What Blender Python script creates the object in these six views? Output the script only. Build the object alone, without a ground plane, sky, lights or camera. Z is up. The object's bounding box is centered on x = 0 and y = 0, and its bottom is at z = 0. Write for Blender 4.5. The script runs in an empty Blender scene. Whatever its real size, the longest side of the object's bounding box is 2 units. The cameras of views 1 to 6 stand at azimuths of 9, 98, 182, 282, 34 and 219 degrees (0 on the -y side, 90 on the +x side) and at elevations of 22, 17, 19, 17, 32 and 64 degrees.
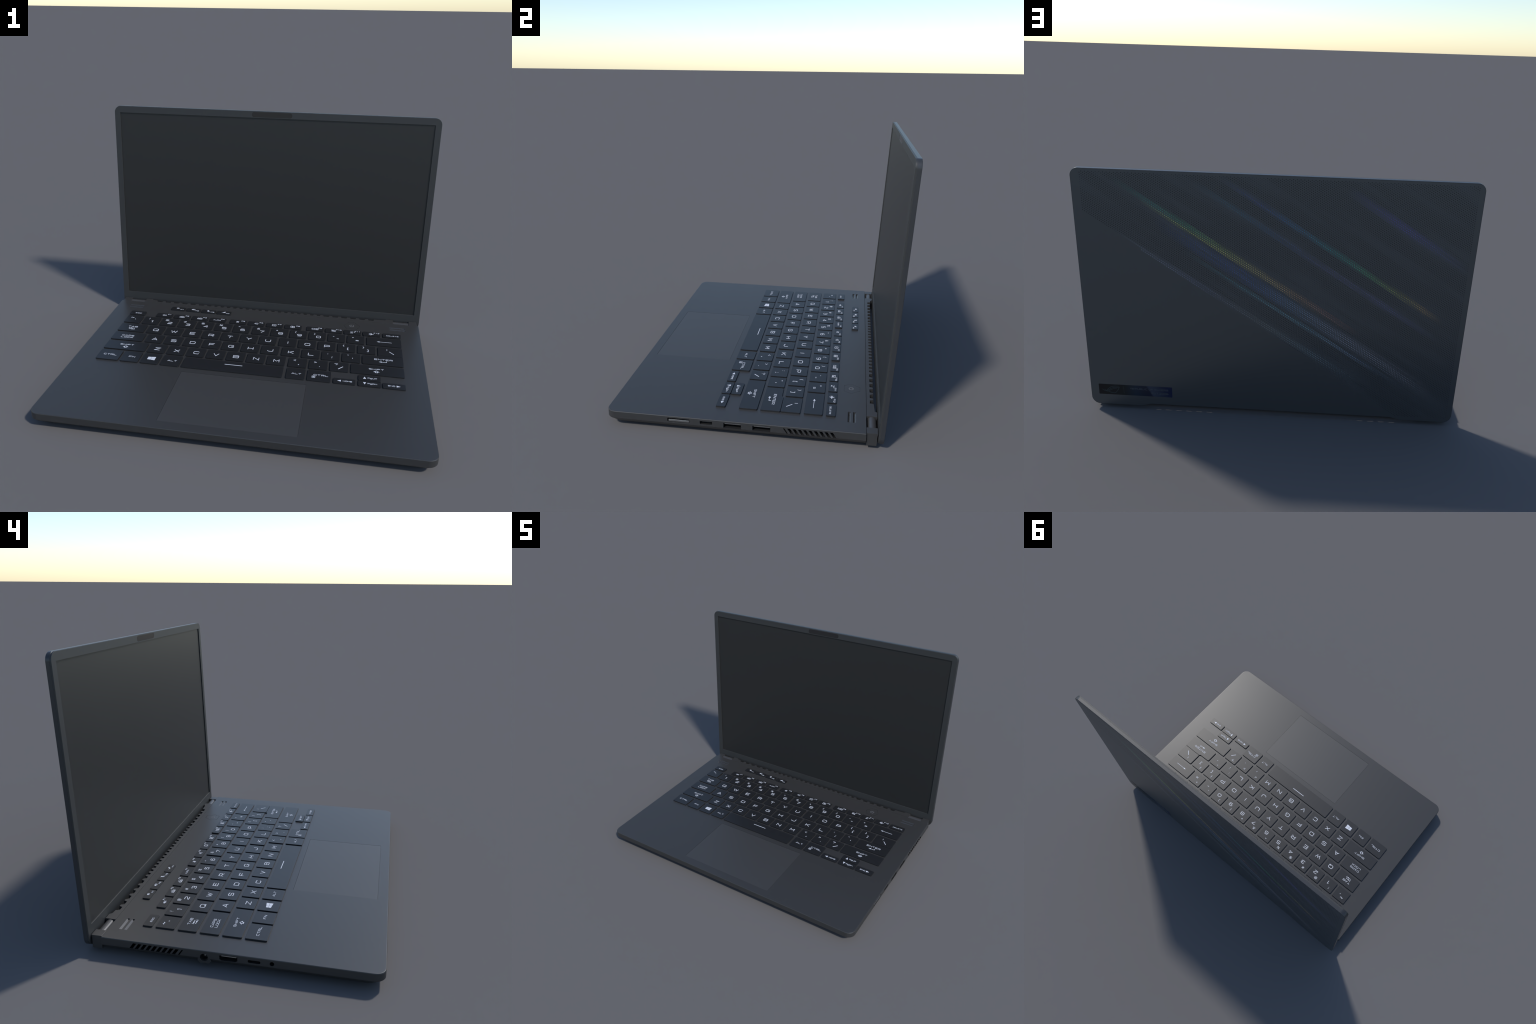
"""Thin dark-grey clamshell laptop, opened just past upright.
Everything is built from profiles, rules and small tables of part sizes (metres)."""
import bpy, bmesh, math, random
from mathutils import Vector, Matrix

random.seed(7)

# ------------------------------------------------------------------ sizes
HALF_W   = 0.9918         # half width of the base
FRONT_Y  = -0.7203        # front edge of the base
SEAM_Y   = 0.5655         # rear end of the keyboard deck
DECK_Z   = 0.084          # top of the deck
CREASE_Z = 0.0455         # where the side wall turns into the lower chamfer
BELLY_Z  = 0.014          # underside
KEY_Z    = 0.0915         # top of the key caps
LID_TILT = math.radians(3.046)
LID_THICK = 0.0286
# lid frame: origin = top edge of the display opening, on the bezel face
LID_O = Vector((0.0, 0.6896, 1.335))

# ------------------------------------------------------------------ helpers
MATS = {}
ROOT = None

def link(ob):
    bpy.context.scene.collection.objects.link(ob)
    return ob

def part(name, me, parent=None, mat=None, sharp=35.0, smooth=True):
    ob = bpy.data.objects.new(name, me)
    link(ob)
    if mat is not None and not me.materials:
        me.materials.append(MATS[mat])
    ob.parent = parent if parent is not None else ROOT
    if smooth:
        smooth_mesh(me, sharp)
        flat_normals(ob)
    return ob

def flat_normals(ob):
    """large faces keep their own normal, only the rounded edges blend"""
    m = ob.modifiers.new('weighted_normal', 'WEIGHTED_NORMAL')
    m.mode = 'FACE_AREA'; m.weight = 100; m.keep_sharp = True

def smooth_mesh(me, sharp=35.0):
    me.shade_smooth()
    me.set_sharp_from_angle(angle=math.radians(sharp))

def mesh_from_bm(bm, name):
    me = bpy.data.meshes.new(name)
    bmesh.ops.recalc_face_normals(bm, faces=bm.faces)
    bm.to_mesh(me)
    bm.free()
    return me

def rounded_poly(pts, radii, seg=8):
    """round the corners of a closed polygon; radii: one number or one per corner"""
    n = len(pts)
    if not hasattr(radii, '__len__'):
        radii = [radii] * n
    out = []
    for i in range(n):
        p0, p1, p2 = Vector(pts[i-1]), Vector(pts[i]), Vector(pts[(i+1) % n])
        r = radii[i]
        if r <= 0:
            out.append(tuple(p1)); continue
        a, b = (p0-p1).normalized(), (p2-p1).normalized()
        ang = a.angle(b)
        d = r / math.tan(ang/2)
        s, e = p1 + a*d, p1 + b*d
        c = p1 + (a+b).normalized() * (r/math.sin(ang/2))
        a0 = math.atan2(s.y-c.y, s.x-c.x)
        a1 = math.atan2(e.y-c.y, e.x-c.x)
        da = (a1-a0+math.pi) % (2*math.pi) - math.pi
        for k in range(seg+1):
            t = a0 + da*k/seg
            out.append((c.x+math.cos(t)*r, c.y+math.sin(t)*r))
    return out

def rect(x0, x1, y0, y1):
    return [(x0, y0), (x1, y0), (x1, y1), (x0, y1)]

def ring_loft(rings, cap=True):
    """rings: list of lists of 3D points with equal counts"""
    bm = bmesh.new()
    vs = [[bm.verts.new(p) for p in r] for r in rings]
    n = len(rings[0])
    for a, b in zip(vs, vs[1:]):
        for i in range(n):
            bm.faces.new((a[i], a[(i+1) % n], b[(i+1) % n], b[i]))
    if cap:
        bm.faces.new(vs[0][::-1])
        bm.faces.new(vs[-1])
    return bm

def prism(poly, z0, z1, bevel=0.0, name='prism', axis='z', bevel_bottom=False, seg=2):
    """extrude polygon; optional rounded top edge. axis 'z': poly in xy;
    'x': poly in yz, extruded along x; 'y': poly in xz, extruded along y"""
    bm = bmesh.new()
    if axis == 'z':
        f3 = lambda p, h: (p[0], p[1], h)
    elif axis == 'x':
        f3 = lambda p, h: (h, p[0], p[1])
    else:
        f3 = lambda p, h: (p[0], h, p[1])
    a = [bm.verts.new(f3(p, z0)) for p in poly]
    b = [bm.verts.new(f3(p, z1)) for p in poly]
    n = len(poly)
    bot = bm.faces.new(a[::-1]); top = bm.faces.new(b)
    for i in range(n):
        bm.faces.new((a[i], a[(i+1) % n], b[(i+1) % n], b[i]))
    if bevel > 0:
        ed = list(top.edges) + (list(bot.edges) if bevel_bottom else [])
        bmesh.ops.bevel(bm, geom=ed, offset=bevel, segments=seg, profile=0.5, affect='EDGES', clamp_overlap=True)
    return mesh_from_bm(bm, name)

def box(x0, x1, y0, y1, z0, z1, bevel=0.0, name='box', seg=2):
    bm = bmesh.new()
    bmesh.ops.create_cube(bm, size=1.0)
    for v in bm.verts:
        v.co = Vector((x0+(v.co.x+.5)*(x1-x0), y0+(v.co.y+.5)*(y1-y0), z0+(v.co.z+.5)*(z1-z0)))
    if bevel > 0:
        bmesh.ops.bevel(bm, geom=list(bm.edges), offset=bevel, segments=seg, profile=0.5, affect='EDGES')
    return mesh_from_bm(bm, name)

def cyl_poly(cy, cz, r, n=40):
    return [(cy+math.cos(2*math.pi*i/n)*r, cz+math.sin(2*math.pi*i/n)*r) for i in range(n)]

def join_meshes(meshes, name):
    bm = bmesh.new()
    mats = []
    for me in meshes:
        k = len(bm.faces)
        bm.from_mesh(me)
        bm.faces.ensure_lookup_table()
        for m in me.materials:
            if m not in mats: mats.append(m)
        if me.materials:
            for f in bm.faces[k:]:
                f.material_index = mats.index(me.materials[min(f.material_index, len(me.materials)-1)])
    out = bpy.data.meshes.new(name)
    bm.to_mesh(out); bm.free()
    for m in mats: out.materials.append(m)
    return out

def cut(me, cutters, cut_mat='cavity'):
    """boolean-difference a list of closed cutter meshes from mesh me"""
    for c in cutters:
        if not c.materials:
            c.materials.append(MATS[cut_mat])
    tgt = bpy.data.objects.new('tmp_target', me); link(tgt)
    objs = [tgt]
    for c in cutters:
        co = bpy.data.objects.new('tmp_cutter', c); link(co); objs.append(co)
        m = tgt.modifiers.new('cut', 'BOOLEAN')
        m.operation = 'DIFFERENCE'; m.object = co; m.solver = 'EXACT'
        m.material_mode = 'TRANSFER'
    dg = bpy.context.evaluated_depsgraph_get()
    res = bpy.data.meshes.new_from_object(tgt.evaluated_get(dg), depsgraph=dg)
    for o in objs:
        bpy.data.objects.remove(o)
    return res

# ------------------------------------------------------------------ materials
def new_mat(name):
    m = bpy.data.materials.new(name); m.use_nodes = True
    nt = m.node_tree
    return m, nt, nt.nodes['Principled BSDF']

def solid(name, col, rough, metal=0.0, spec=0.5, var=0.06, scale=60.0, bump=0.0, bscale=900.0, coat=0.0):
    """painted / moulded surface: a colour with faint mottling and a fine grain"""
    m, nt, b = new_mat(name)
    L = nt.links
    tc = nt.nodes.new('ShaderNodeTexCoord')
    nz = nt.nodes.new('ShaderNodeTexNoise'); nz.inputs['Scale'].default_value = scale
    nz.inputs['Detail'].default_value = 4.0
    L.new(tc.outputs['Object'], nz.inputs['Vector'])
    mx = nt.nodes.new('ShaderNodeMix'); mx.data_type = 'RGBA'
    mx.inputs['A'].default_value = (*[c*(1-var) for c in col], 1)
    mx.inputs['B'].default_value = (*[c*(1+var) for c in col], 1)
    L.new(nz.outputs['Fac'], mx.inputs['Factor'])
    L.new(mx.outputs['Result'], b.inputs['Base Color'])
    b.inputs['Roughness'].default_value = rough
    b.inputs['Metallic'].default_value = metal
    b.inputs['Specular IOR Level'].default_value = spec
    b.inputs['Coat Weight'].default_value = coat
    if bump > 0:
        n2 = nt.nodes.new('ShaderNodeTexNoise'); n2.inputs['Scale'].default_value = bscale
        L.new(tc.outputs['Object'], n2.inputs['Vector'])
        bp = nt.nodes.new('ShaderNodeBump'); bp.inputs['Strength'].default_value = bump
        bp.inputs['Distance'].default_value = 0.0004
        L.new(n2.outputs['Fac'], bp.inputs['Height'])
        L.new(bp.outputs['Normal'], b.inputs['Normal'])
    MATS[name] = m
    return m

class NB:
    """tiny arithmetic layer over shader math nodes"""
    def __init__(self, nt): self.nt = nt
    def m(self, op, a, b=None, c=None):
        n = self.nt.nodes.new('ShaderNodeMath'); n.operation = op
        for i, v in enumerate((a, b, c)):
            if v is None: continue
            if isinstance(v, (int, float)): n.inputs[i].default_value = v
            else: self.nt.links.new(v, n.inputs[i])
        return n.outputs[0]
    def smooth(self, v, a, b):
        n = self.nt.nodes.new('ShaderNodeMapRange'); n.interpolation_type = 'SMOOTHSTEP'
        self.nt.links.new(v, n.inputs['Value'])
        n.inputs['From Min'].default_value = a; n.inputs['From Max'].default_value = b
        return n.outputs['Result']
    def band(self, v, centre, half):
        """1 at the centre falling smoothly to 0 at +-half"""
        d = self.m('ABSOLUTE', self.m('SUBTRACT', v, centre))
        n = self.nt.nodes.new('ShaderNodeMapRange'); n.interpolation_type = 'SMOOTHSTEP'
        self.nt.links.new(d, n.inputs['Value'])
        n.inputs['From Min'].default_value = half*0.25; n.inputs['From Max'].default_value = half
        n.inputs['To Min'].default_value = 1; n.inputs['To Max'].default_value = 0
        return n.outputs['Result']
    def mix(self, f, a, b, blend='MIX'):
        n = self.nt.nodes.new('ShaderNodeMix'); n.data_type = 'RGBA'; n.blend_type = blend
        for k, v in (('Factor', f), ('A', a), ('B', b)):
            if isinstance(v, tuple): n.inputs[k].default_value = (*v, 1)
            elif isinstance(v, (int, float)): n.inputs[k].default_value = v
            else: self.nt.links.new(v, n.inputs[k])
        return n.outputs['Result']
    def ramp(self, f, stops):
        n = self.nt.nodes.new('ShaderNodeValToRGB')
        cr = n.color_ramp
        while len(cr.elements) < len(stops): cr.elements.new(0.5)
        for e, (p, c) in zip(cr.elements, stops):
            e.position = p; e.color = (*c, 1)
        self.nt.links.new(f, n.inputs['Fac'])
        return n.outputs['Color']

SHELL_COL = (0.030, 0.0315, 0.035)
SHELL_ROUGH = 0.38
SHELL_METAL = 0.0
BACK_ROUGH, BACK_IOR = 0.36, 2.12

def lid_back_material():
    """aluminium lid: a staggered dot perforation above a diagonal, with
    prismatic streaks of colour running diagonally through the dots"""
    m, nt, b = new_mat('lid_back')
    N = NB(nt); L = nt.links
    tc = nt.nodes.new('ShaderNodeTexCoord')
    sp = nt.nodes.new('ShaderNodeSeparateXYZ'); L.new(tc.outputs['Object'], sp.inputs[0])
    x, t = sp.outputs['X'], sp.outputs['Y']
    # staggered grid: columns 8.88 mm apart, 11.8 mm pitch, odd columns half a step off
    CX, CY = 0.00888, 0.0118
    col = N.m('FLOOR', N.m('ADD', N.m('DIVIDE', x, CX), 0.5))
    odd = N.m('FLOORED_MODULO', col, 2.0)
    cx = N.m('MULTIPLY', col, CX)
    ty = N.m('ADD', N.m('DIVIDE', t, CY), N.m('MULTIPLY', odd, 0.5))
    row = N.m('FLOOR', N.m('ADD', ty, 0.5))
    cy = N.m('MULTIPLY', N.m('SUBTRACT', row, N.m('MULTIPLY', odd, 0.5)), CY)
    dx, dy = N.m('SUBTRACT', x, cx), N.m('SUBTRACT', t, cy)
    dist = N.m('SQRT', N.m('ADD', N.m('MULTIPLY', dx, dx), N.m('MULTIPLY', dy, dy)))
    dot = N.m('SUBTRACT', 1.0, N.smooth(dist, 0.0016, 0.0030))
    # extent of the perforated field (tested at the dot's centre so no dot is cut)
    inside = N.m('MULTIPLY', N.m('GREATER_THAN', cx, -0.972), N.m('LESS_THAN', cx, 0.957))
    inside = N.m('MULTIPLY', inside, N.m('LESS_THAN', cy, 0.0265))
    inside = N.m('MULTIPLY', inside, N.m('GREATER_THAN', cy, -1.291))
    diag = N.m('SUBTRACT', cy, N.m('MULTIPLY', cx, 0.676))
    inside = N.m('MULTIPLY', inside, N.m('GREATER_THAN', diag, -0.822))
    dot = N.m('MULTIPLY', dot, inside)
    # streak coordinate across the diagonal colour bars
    s = N.m('SUBTRACT', cy, N.m('MULTIPLY', cx, 0.63))
    # long thin noise along the bars: where dots are grey instead of black
    cmb = nt.nodes.new('ShaderNodeCombineXYZ')
    L.new(N.m('MULTIPLY', cx, 1.6), cmb.inputs[0]); L.new(N.m('MULTIPLY', s, 14.0), cmb.inputs[1])
    nz = nt.nodes.new('ShaderNodeTexNoise'); nz.inputs['Scale'].default_value = 1.0
    nz.inputs['Detail'].default_value = 3.0
    L.new(cmb.outputs[0], nz.inputs['Vector'])
    grey = N.smooth(nz.outputs['Fac'], 0.46, 0.66)
    dotcol = N.mix(grey, (0.018, 0.020, 0.024), (0.070, 0.078, 0.094))
    tint = None
    X0, X1 = 0.96, -0.97
    u = N.m('DIVIDE', N.m('SUBTRACT', x, X0), X1 - X0)   # 0 at left of the rear view, 1 at right
    uu = N.m('DIVIDE', N.m('SUBTRACT', cx, X0), X1 - X0)
    k0 = (0.0, 0.0, 0.0)
    # (centre, half width, strength, [(u, colour)])
    streaks = [
        (-0.507, 0.024, 1.0, [(0.08, k0), (0.18, (0.02, 0.16, 0.12)), (0.28, (0.06, 0.30, 0.12)),
                              (0.36, (0.24, 0.30, 0.06)), (0.44, (0.34, 0.27, 0.09)),
                              (0.54, (0.36, 0.20, 0.08)), (0.64, (0.26, 0.09, 0.06)), (0.74, k0)]),
        (-0.528, 0.016, 1.0, [(0.15, k0), (0.26, (0.30, 0.32, 0.05)), (0.40, (0.34, 0.28, 0.08)),
                              (0.56, (0.28, 0.16, 0.09)), (0.70, k0)]),
        (-0.148, 0.026, 1.0, [(0.36, k0), (0.46, (0.03, 0.05, 0.20)), (0.58, (0.03, 0.14, 0.24)),
                              (0.66, (0.02, 0.28, 0.24)), (0.75, (0.06, 0.28, 0.10)),
                              (0.82, (0.28, 0.28, 0.05)), (0.90, (0.32, 0.17, 0.04)), (0.95, k0)]),
        (0.205, 0.036, 1.0, [(0.68, k0), (0.76, (0.06, 0.05, 0.20)), (0.84, (0.07, 0.05, 0.26)),
                             (0.93, (0.04, 0.04, 0.14)), (1.0, k0)]),
        (-0.260, 0.028, 0.8, [(0.28, k0), (0.40, (0.02, 0.10, 0.15)), (0.52, (0.05, 0.09, 0.20)),
                              (0.64, (0.10, 0.09, 0.20)), (0.80, (0.10, 0.09, 0.22)), (0.95, k0)]),
        (-0.585, 0.055, 0.9, [(0.18, k0), (0.30, (0.02, 0.05, 0.18)), (0.42, (0.04, 0.08, 0.26)),
                              (0.55, (0.10, 0.16, 0.26)), (0.70, (0.20, 0.19, 0.24)), (0.84, (0.16, 0.14, 0.16)), (0.95, k0)]),
        (-0.655, 0.018, 1.0, [(0.26, k0), (0.40, (0.05, 0.16, 0.18)), (0.55, (0.10, 0.24, 0.28)),
                              (0.70, (0.14, 0.18, 0.26)), (0.88, k0)]),
        (-0.790, 0.030, 0.85, [(0.06, k0), (0.14, (0.14, 0.15, 0.18)), (0.30, (0.13, 0.13, 0.20)),
                              (0.46, (0.16, 0.16, 0.15)), (0.60, (0.10, 0.14, 0.16)), (0.75, k0)]),
    ]
    acc, glow = None, None
    for c0, hw, st, stops in streaks:
        colr = N.ramp(uu, stops)
        f = N.m('MULTIPLY', N.band(s, c0, hw), st)
        scaled = N.mix(f, k0, colr)
        acc = scaled if acc is None else N.mix(1.0, acc, scaled, 'ADD')
    # fine breaks across the bars
    cm2 = nt.nodes.new('ShaderNodeCombineXYZ')
    L.new(N.m('MULTIPLY', cx, 2.2), cm2.inputs[0]); L.new(N.m('MULTIPLY', s, 90.0), cm2.inputs[1])
    nz3 = nt.nodes.new('ShaderNodeTexNoise'); nz3.inputs['Scale'].default_value = 1.0
    L.new(cm2.outputs[0], nz3.inputs['Vector'])
    acc = N.mix(N.smooth(nz3.outputs['Fac'], 0.32, 0.52), N.mix(0.45, k0, acc), acc)
    acc = N.mix(1.0, acc, (1.4, 1.4, 1.4), 'MULTIPLY')
    dotcol = N.mix(1.0, dotcol, acc, 'ADD')
    # the surface around the coloured dots carries a faint tint of the streak colour
    halo = N.mix(0.05, k0, acc)
    nz2 = nt.nodes.new('ShaderNodeTexNoise'); nz2.inputs['Scale'].default_value = 70.0
    L.new(tc.outputs['Object'], nz2.inputs['Vector'])
    metal = N.mix(nz2.outputs['Fac'], tuple(c*0.96 for c in SHELL_COL), tuple(c*1.04 for c in SHELL_COL))
    metal = N.mix(inside, metal, N.mix(1.0, metal, halo, 'ADD'))
    L.new(N.mix(dot, metal, dotcol), b.inputs['Base Color'])
    L.new(N.m('MULTIPLY', N.m('SUBTRACT', 1.0, N.m('MULTIPLY', dot, 0.9)), SHELL_METAL), b.inputs['Metallic'])
    b.inputs['Roughness'].default_value = BACK_ROUGH
    b.inputs['IOR'].default_value = BACK_IOR
    b.inputs['Specular Tint'].default_value = (0.86, 0.95, 1.0, 1)
    L.new(N.m('MULTIPLY', N.m('SUBTRACT', 1.0, N.m('MULTIPLY', dot, 0.85)), 0.5), b.inputs['Specular IOR Level'])
    MATS['lid_back'] = m

def emblem_plate_material():
    """small dark plate; its blue fade and slanted pale reflection are baked into the colour"""
    m, nt, b = new_mat('emblem_plate')
    N = NB(nt); L = nt.links
    tc = nt.nodes.new('ShaderNodeTexCoord')
    sp = nt.nodes.new('ShaderNodeSeparateXYZ'); L.new(tc.outputs['Object'], sp.inputs[0])
    x, t = sp.outputs['X'], sp.outputs['Y']
    u = N.m('DIVIDE', N.m('SUBTRACT', 0.955, x), 0.412)
    base = N.ramp(u, [(0.0, (0.006, 0.006, 0.007)), (0.35, (0.007, 0.010, 0.012)),
                      (0.5, (0.010, 0.020, 0.036)), (0.66, (0.012, 0.014, 0.028)), (1.0, (0.010, 0.014, 0.044))])
    # slanted edge of the reflection, drawn as a paler band
    q = N.m('ADD', u, N.m('MULTIPLY', N.m('ADD', t, 1.216), 1.3))
    f = N.m('MULTIPLY', N.smooth(q, 0.68, 0.72), N.m('SUBTRACT', 1.0, N.smooth(q, 0.72, 0.98)))
    L.new(N.mix(f, base, (0.034, 0.042, 0.066)), b.inputs['Base Color'])
    b.inputs['Roughness'].default_value = 0.30
    b.inputs['Specular IOR Level'].default_value = 0.4
    MATS['emblem_plate'] = m

def build_materials():
    solid('deck', (0.0345, 0.0342, 0.0345), 0.38, var=0.05)
    solid('belly', (0.024, 0.024, 0.025), 0.55, var=0.06)
    solid('key', (0.0135, 0.0138, 0.0150), 0.38, var=0.05)
    solid('legend', (0.60, 0.62, 0.68), 0.5, var=0.02)
    solid('legend_dim', (0.16, 0.165, 0.175), 0.5, var=0.02)
    solid('touchpad', (0.0435, 0.0430, 0.0435), 0.40, var=0.03)
    solid('slot_lining', (0.036, 0.036, 0.037), 0.26, var=0.03)
    solid('groove', (0.016, 0.016, 0.017), 0.6, var=0.02)
    solid('cavity', (0.006, 0.006, 0.0065), 0.7, var=0.1)  # near-black so holes carry their inner shadow in the colour
    solid('bezel', (0.031, 0.032, 0.0325), 0.50, var=0.05)
    solid('screen', (0.0185, 0.0185, 0.0182), 0.41, var=0.02)
    solid('webcam', (0.0215, 0.0208, 0.0212), 0.20, var=0.02)
    solid('shell', SHELL_COL, SHELL_ROUGH, metal=SHELL_METAL, var=0.04)
    solid('hinge', (0.0345, 0.0342, 0.0345), 0.40, var=0.05)
    solid('barrel', (0.050, 0.050, 0.052), 0.34, var=0.04)
    solid('port_metal', (0.55, 0.55, 0.54), 0.32, metal=1.0, var=0.04)
    solid('port_plastic', (0.010, 0.010, 0.011), 0.5, var=0.05)
    solid('rubber', (0.015, 0.015, 0.015), 0.8, var=0.1)
    solid('emblem', (0.024, 0.036, 0.040), 0.35, var=0.03)
    solid('emblem_text', (0.060, 0.070, 0.085), 0.4, var=0.03)
    lid_back_material()
    emblem_plate_material()

# ------------------------------------------------------------------ stroke lettering
# Wide, squared lettering: each glyph is a few pen strokes on a 4 x 4 grid.
def S(txt):
    return [[tuple(float(v) for v in p.split(',')) for p in stroke.split()] for stroke in txt.split('|')]

GLYPH = {
 'A': S('0,0 2,4 4,0|0.9,1.2 3.1,1.2'), 'B': S('0,0 0,4 3.4,4 4,3.4 4,2.7 3.4,2.1 0,2.1|3.4,2.1 4,1.5 4,0.6 3.4,0 0,0'),
 'C': S('4,3.2 3.4,4 0.7,4 0,3.3 0,0.7 0.7,0 3.4,0 4,0.8'), 'D': S('0,0 0,4 3.2,4 4,3.2 4,0.8 3.2,0 0,0'),
 'E': S('4,4 0,4 0,0 4,0|0,2.05 3.6,2.05'), 'F': S('4,4 0,4 0,0|0,1.9 3.5,1.9'),
 'G': S('4,3.2 3.4,4 0.7,4 0,3.3 0,0.7 0.7,0 3.3,0 4,0.7 4,1.9 2.2,1.9'), 'H': S('0,0 0,4|4,0 4,4|0,2 4,2'),
 'I': S('2,0 2,4'), 'J': S('4,4 4,0.8 3.2,0 0.8,0 0,0.8 0,1.3'), 'K': S('0,0 0,4|4,4 1,2 0,2|1,2 4,0'),
 'L': S('0,4 0,0 4,0'), 'M': S('0,0 0,4 2,1.4 4,4 4,0'), 'N': S('0,0 0,4 4,0 4,4'),
 'O': S('0.7,0 0,0.7 0,3.3 0.7,4 3.3,4 4,3.3 4,0.7 3.3,0 0.7,0'), 'P': S('0,0 0,4 3.3,4 4,3.3 4,2.2 3.3,1.5 0,1.5'),
 'Q': S('0.7,0 0,0.7 0,3.3 0.7,4 3.3,4 4,3.3 4,0.7 3.3,0 0.7,0|2.6,1.2 4.2,-0.2'),
 'R': S('0,0 0,4 3.3,4 4,3.3 4,2.3 3.3,1.6 0,1.6|2.2,1.6 4,0'),
 'S': S('4,3.3 3.3,4 0.7,4 0,3.4 0,2.6 0.7,2 3.3,2 4,1.4 4,0.6 3.3,0 0.7,0 0,0.7'), 'T': S('0,4 4,4|2,4 2,0'),
 'U': S('0,4 0,0.8 0.8,0 3.2,0 4,0.8 4,4'), 'V': S('0,4 2,0 4,4'), 'W': S('-0.4,4 0.8,0 2,3.2 3.2,0 4.4,4'),
 'X': S('0,0 4,4|0,4 4,0'), 'Y': S('0,4 2,1.9 4,4|2,1.9 2,0'), 'Z': S('0,4 4,4 0,0 4,0'),
 '0': S('0.7,0 0,0.7 0,3.3 0.7,4 3.3,4 4,3.3 4,0.7 3.3,0 0.7,0'), '1': S('1.1,3.1 2.4,4 2.4,0'),
 '2': S('0,3.4 0.7,4 3.3,4 4,3.4 4,2.5 0,0.6 0,0 4,0'), '3': S('0,3.4 0.7,4 3.3,4 4,3.4 4,2.6 3.4,2.05 1.2,2.05|3.4,2.05 4,1.5 4,0.6 3.3,0 0.7,0 0,0.6'),
 '4': S('3,0 3,4 0,1.2 4.1,1.2'), '5': S('3.9,4 0.2,4 0,2.3 3.3,2.3 4,1.7 4,0.7 3.3,0 0.7,0 0,0.6'),
 '6': S('3.8,4 0.9,4 0,3 0,0.7 0.7,0 3.3,0 4,0.7 4,1.7 3.3,2.3 0,2.3'), '7': S('0,4 4,4 1.4,0'),
 '8': S('0.7,2.1 0,2.7 0,3.4 0.7,4 3.3,4 4,3.4 4,2.7 3.3,2.1 0.7,2.1 0,1.5 0,0.6 0.7,0 3.3,0 4,0.6 4,1.5 3.3,2.1'),
 '9': S('0.2,0 3.1,0 4,1 4,3.3 3.3,4 0.7,4 0,3.3 0,2.3 0.7,1.7 4,1.7'),
 '-': S('1,2 3,2'), '_': S('1,0 3,0'), '=': S('0.6,2.6 3.4,2.6|0.6,1.4 3.4,1.4'), '+': S('0.8,2 3.2,2|2,0.8 2,3.2'),
 '!': S('2,4 2,1.4|2,0.4 2,-0.1'), '@': S('3,1.2 1.4,1.2 1.2,2.8 2.9,2.8 2.9,1.2 4,1.4 4,3.3 3.3,4 0.7,4 0,3.3 0,0.7 0.7,0 3.4,0'),
 '#': S('1.4,0 1.8,4|2.8,0 3.2,4|0.4,2.7 4,2.7|0,1.3 3.6,1.3'),
 '$': S('4,3.3 3.3,3.8 0.7,3.8 0,3.2 0.7,2 3.3,2 4,0.9 3.3,0.2 0.7,0.2 0,0.7|2,4.5 2,-0.4'),
 '%': S('4,4 0,0|0.2,3.8 1.5,3.8 1.5,2.6 0.2,2.6 0.2,3.8|2.5,1.4 3.8,1.4 3.8,0.2 2.5,0.2 2.5,1.4'),
 '^': S('0.8,2.4 2,3.6 3.2,2.4'), '&': S('4,0 1,3.2 1.6,4 2.6,4 3,3.2 0.2,1.4 0.4,0.3 2.2,0 4,1.8'),
 '*': S('2,1 2,3.4|1,1.6 3,2.8|1,2.8 3,1.6'), '(': S('2.8,4.4 1.6,3.4 1.6,0.6 2.8,-0.4'), ')': S('1.2,4.4 2.4,3.4 2.4,0.6 1.2,-0.4'),
 '[': S('2.8,4 1.6,4 1.6,0 2.8,0'), ']': S('1.2,4 2.4,4 2.4,0 1.2,0'),
 '{': S('2.9,4.2 1.9,3.8 1.9,2.5 1.3,2 1.9,1.5 1.9,0.2 2.9,-0.2'), '}': S('1.1,4.2 2.1,3.8 2.1,2.5 2.7,2 2.1,1.5 2.1,0.2 1.1,-0.2'),
 '|': S('2,4 2,0'), '\\': S('0.4,4 3.6,0'), '/': S('3.6,4 0.4,0'), '?': S('0,3.3 0.7,4 3.3,4 4,3.3 3.4,2.3 2,2 2,1.2|2,0.4 2,-0.1'),
 ';': S('2,2.9 2,2.3|2.1,0.8 1.6,-0.3'), ':': S('2,3 2,2.3|2,0.9 2,0.2'), "'": S('2,4 2,2.7'), '"': S('1.4,4 1.4,2.7|2.6,4 2.6,2.7'),
 ',': S('2.2,0.9 1.5,-0.4'), '.': S('2,0.7 2,0'), '<': S('3.4,3.6 0.6,2 3.4,0.4'), '>': S('0.6,3.6 3.4,2 0.6,0.4'),
 '~': S('0.3,1.6 1.2,2.5 2.7,1.5 3.7,2.4'), '`': S('1.5,3.2 2.4,2.2'),
 'u': S('0,2.8 0,0 4,0 4,2.8'), 'g': S('4,2.8 0,2.8 0,0 4,0 4,2.8|4,0 4,-1.2 0.4,-1.2'), 'n': S('0,0 0,2.8 4,2.8 4,0'),
 'z': S('0,2.8 4,2.8 0,0 4,0'),
}

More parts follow.
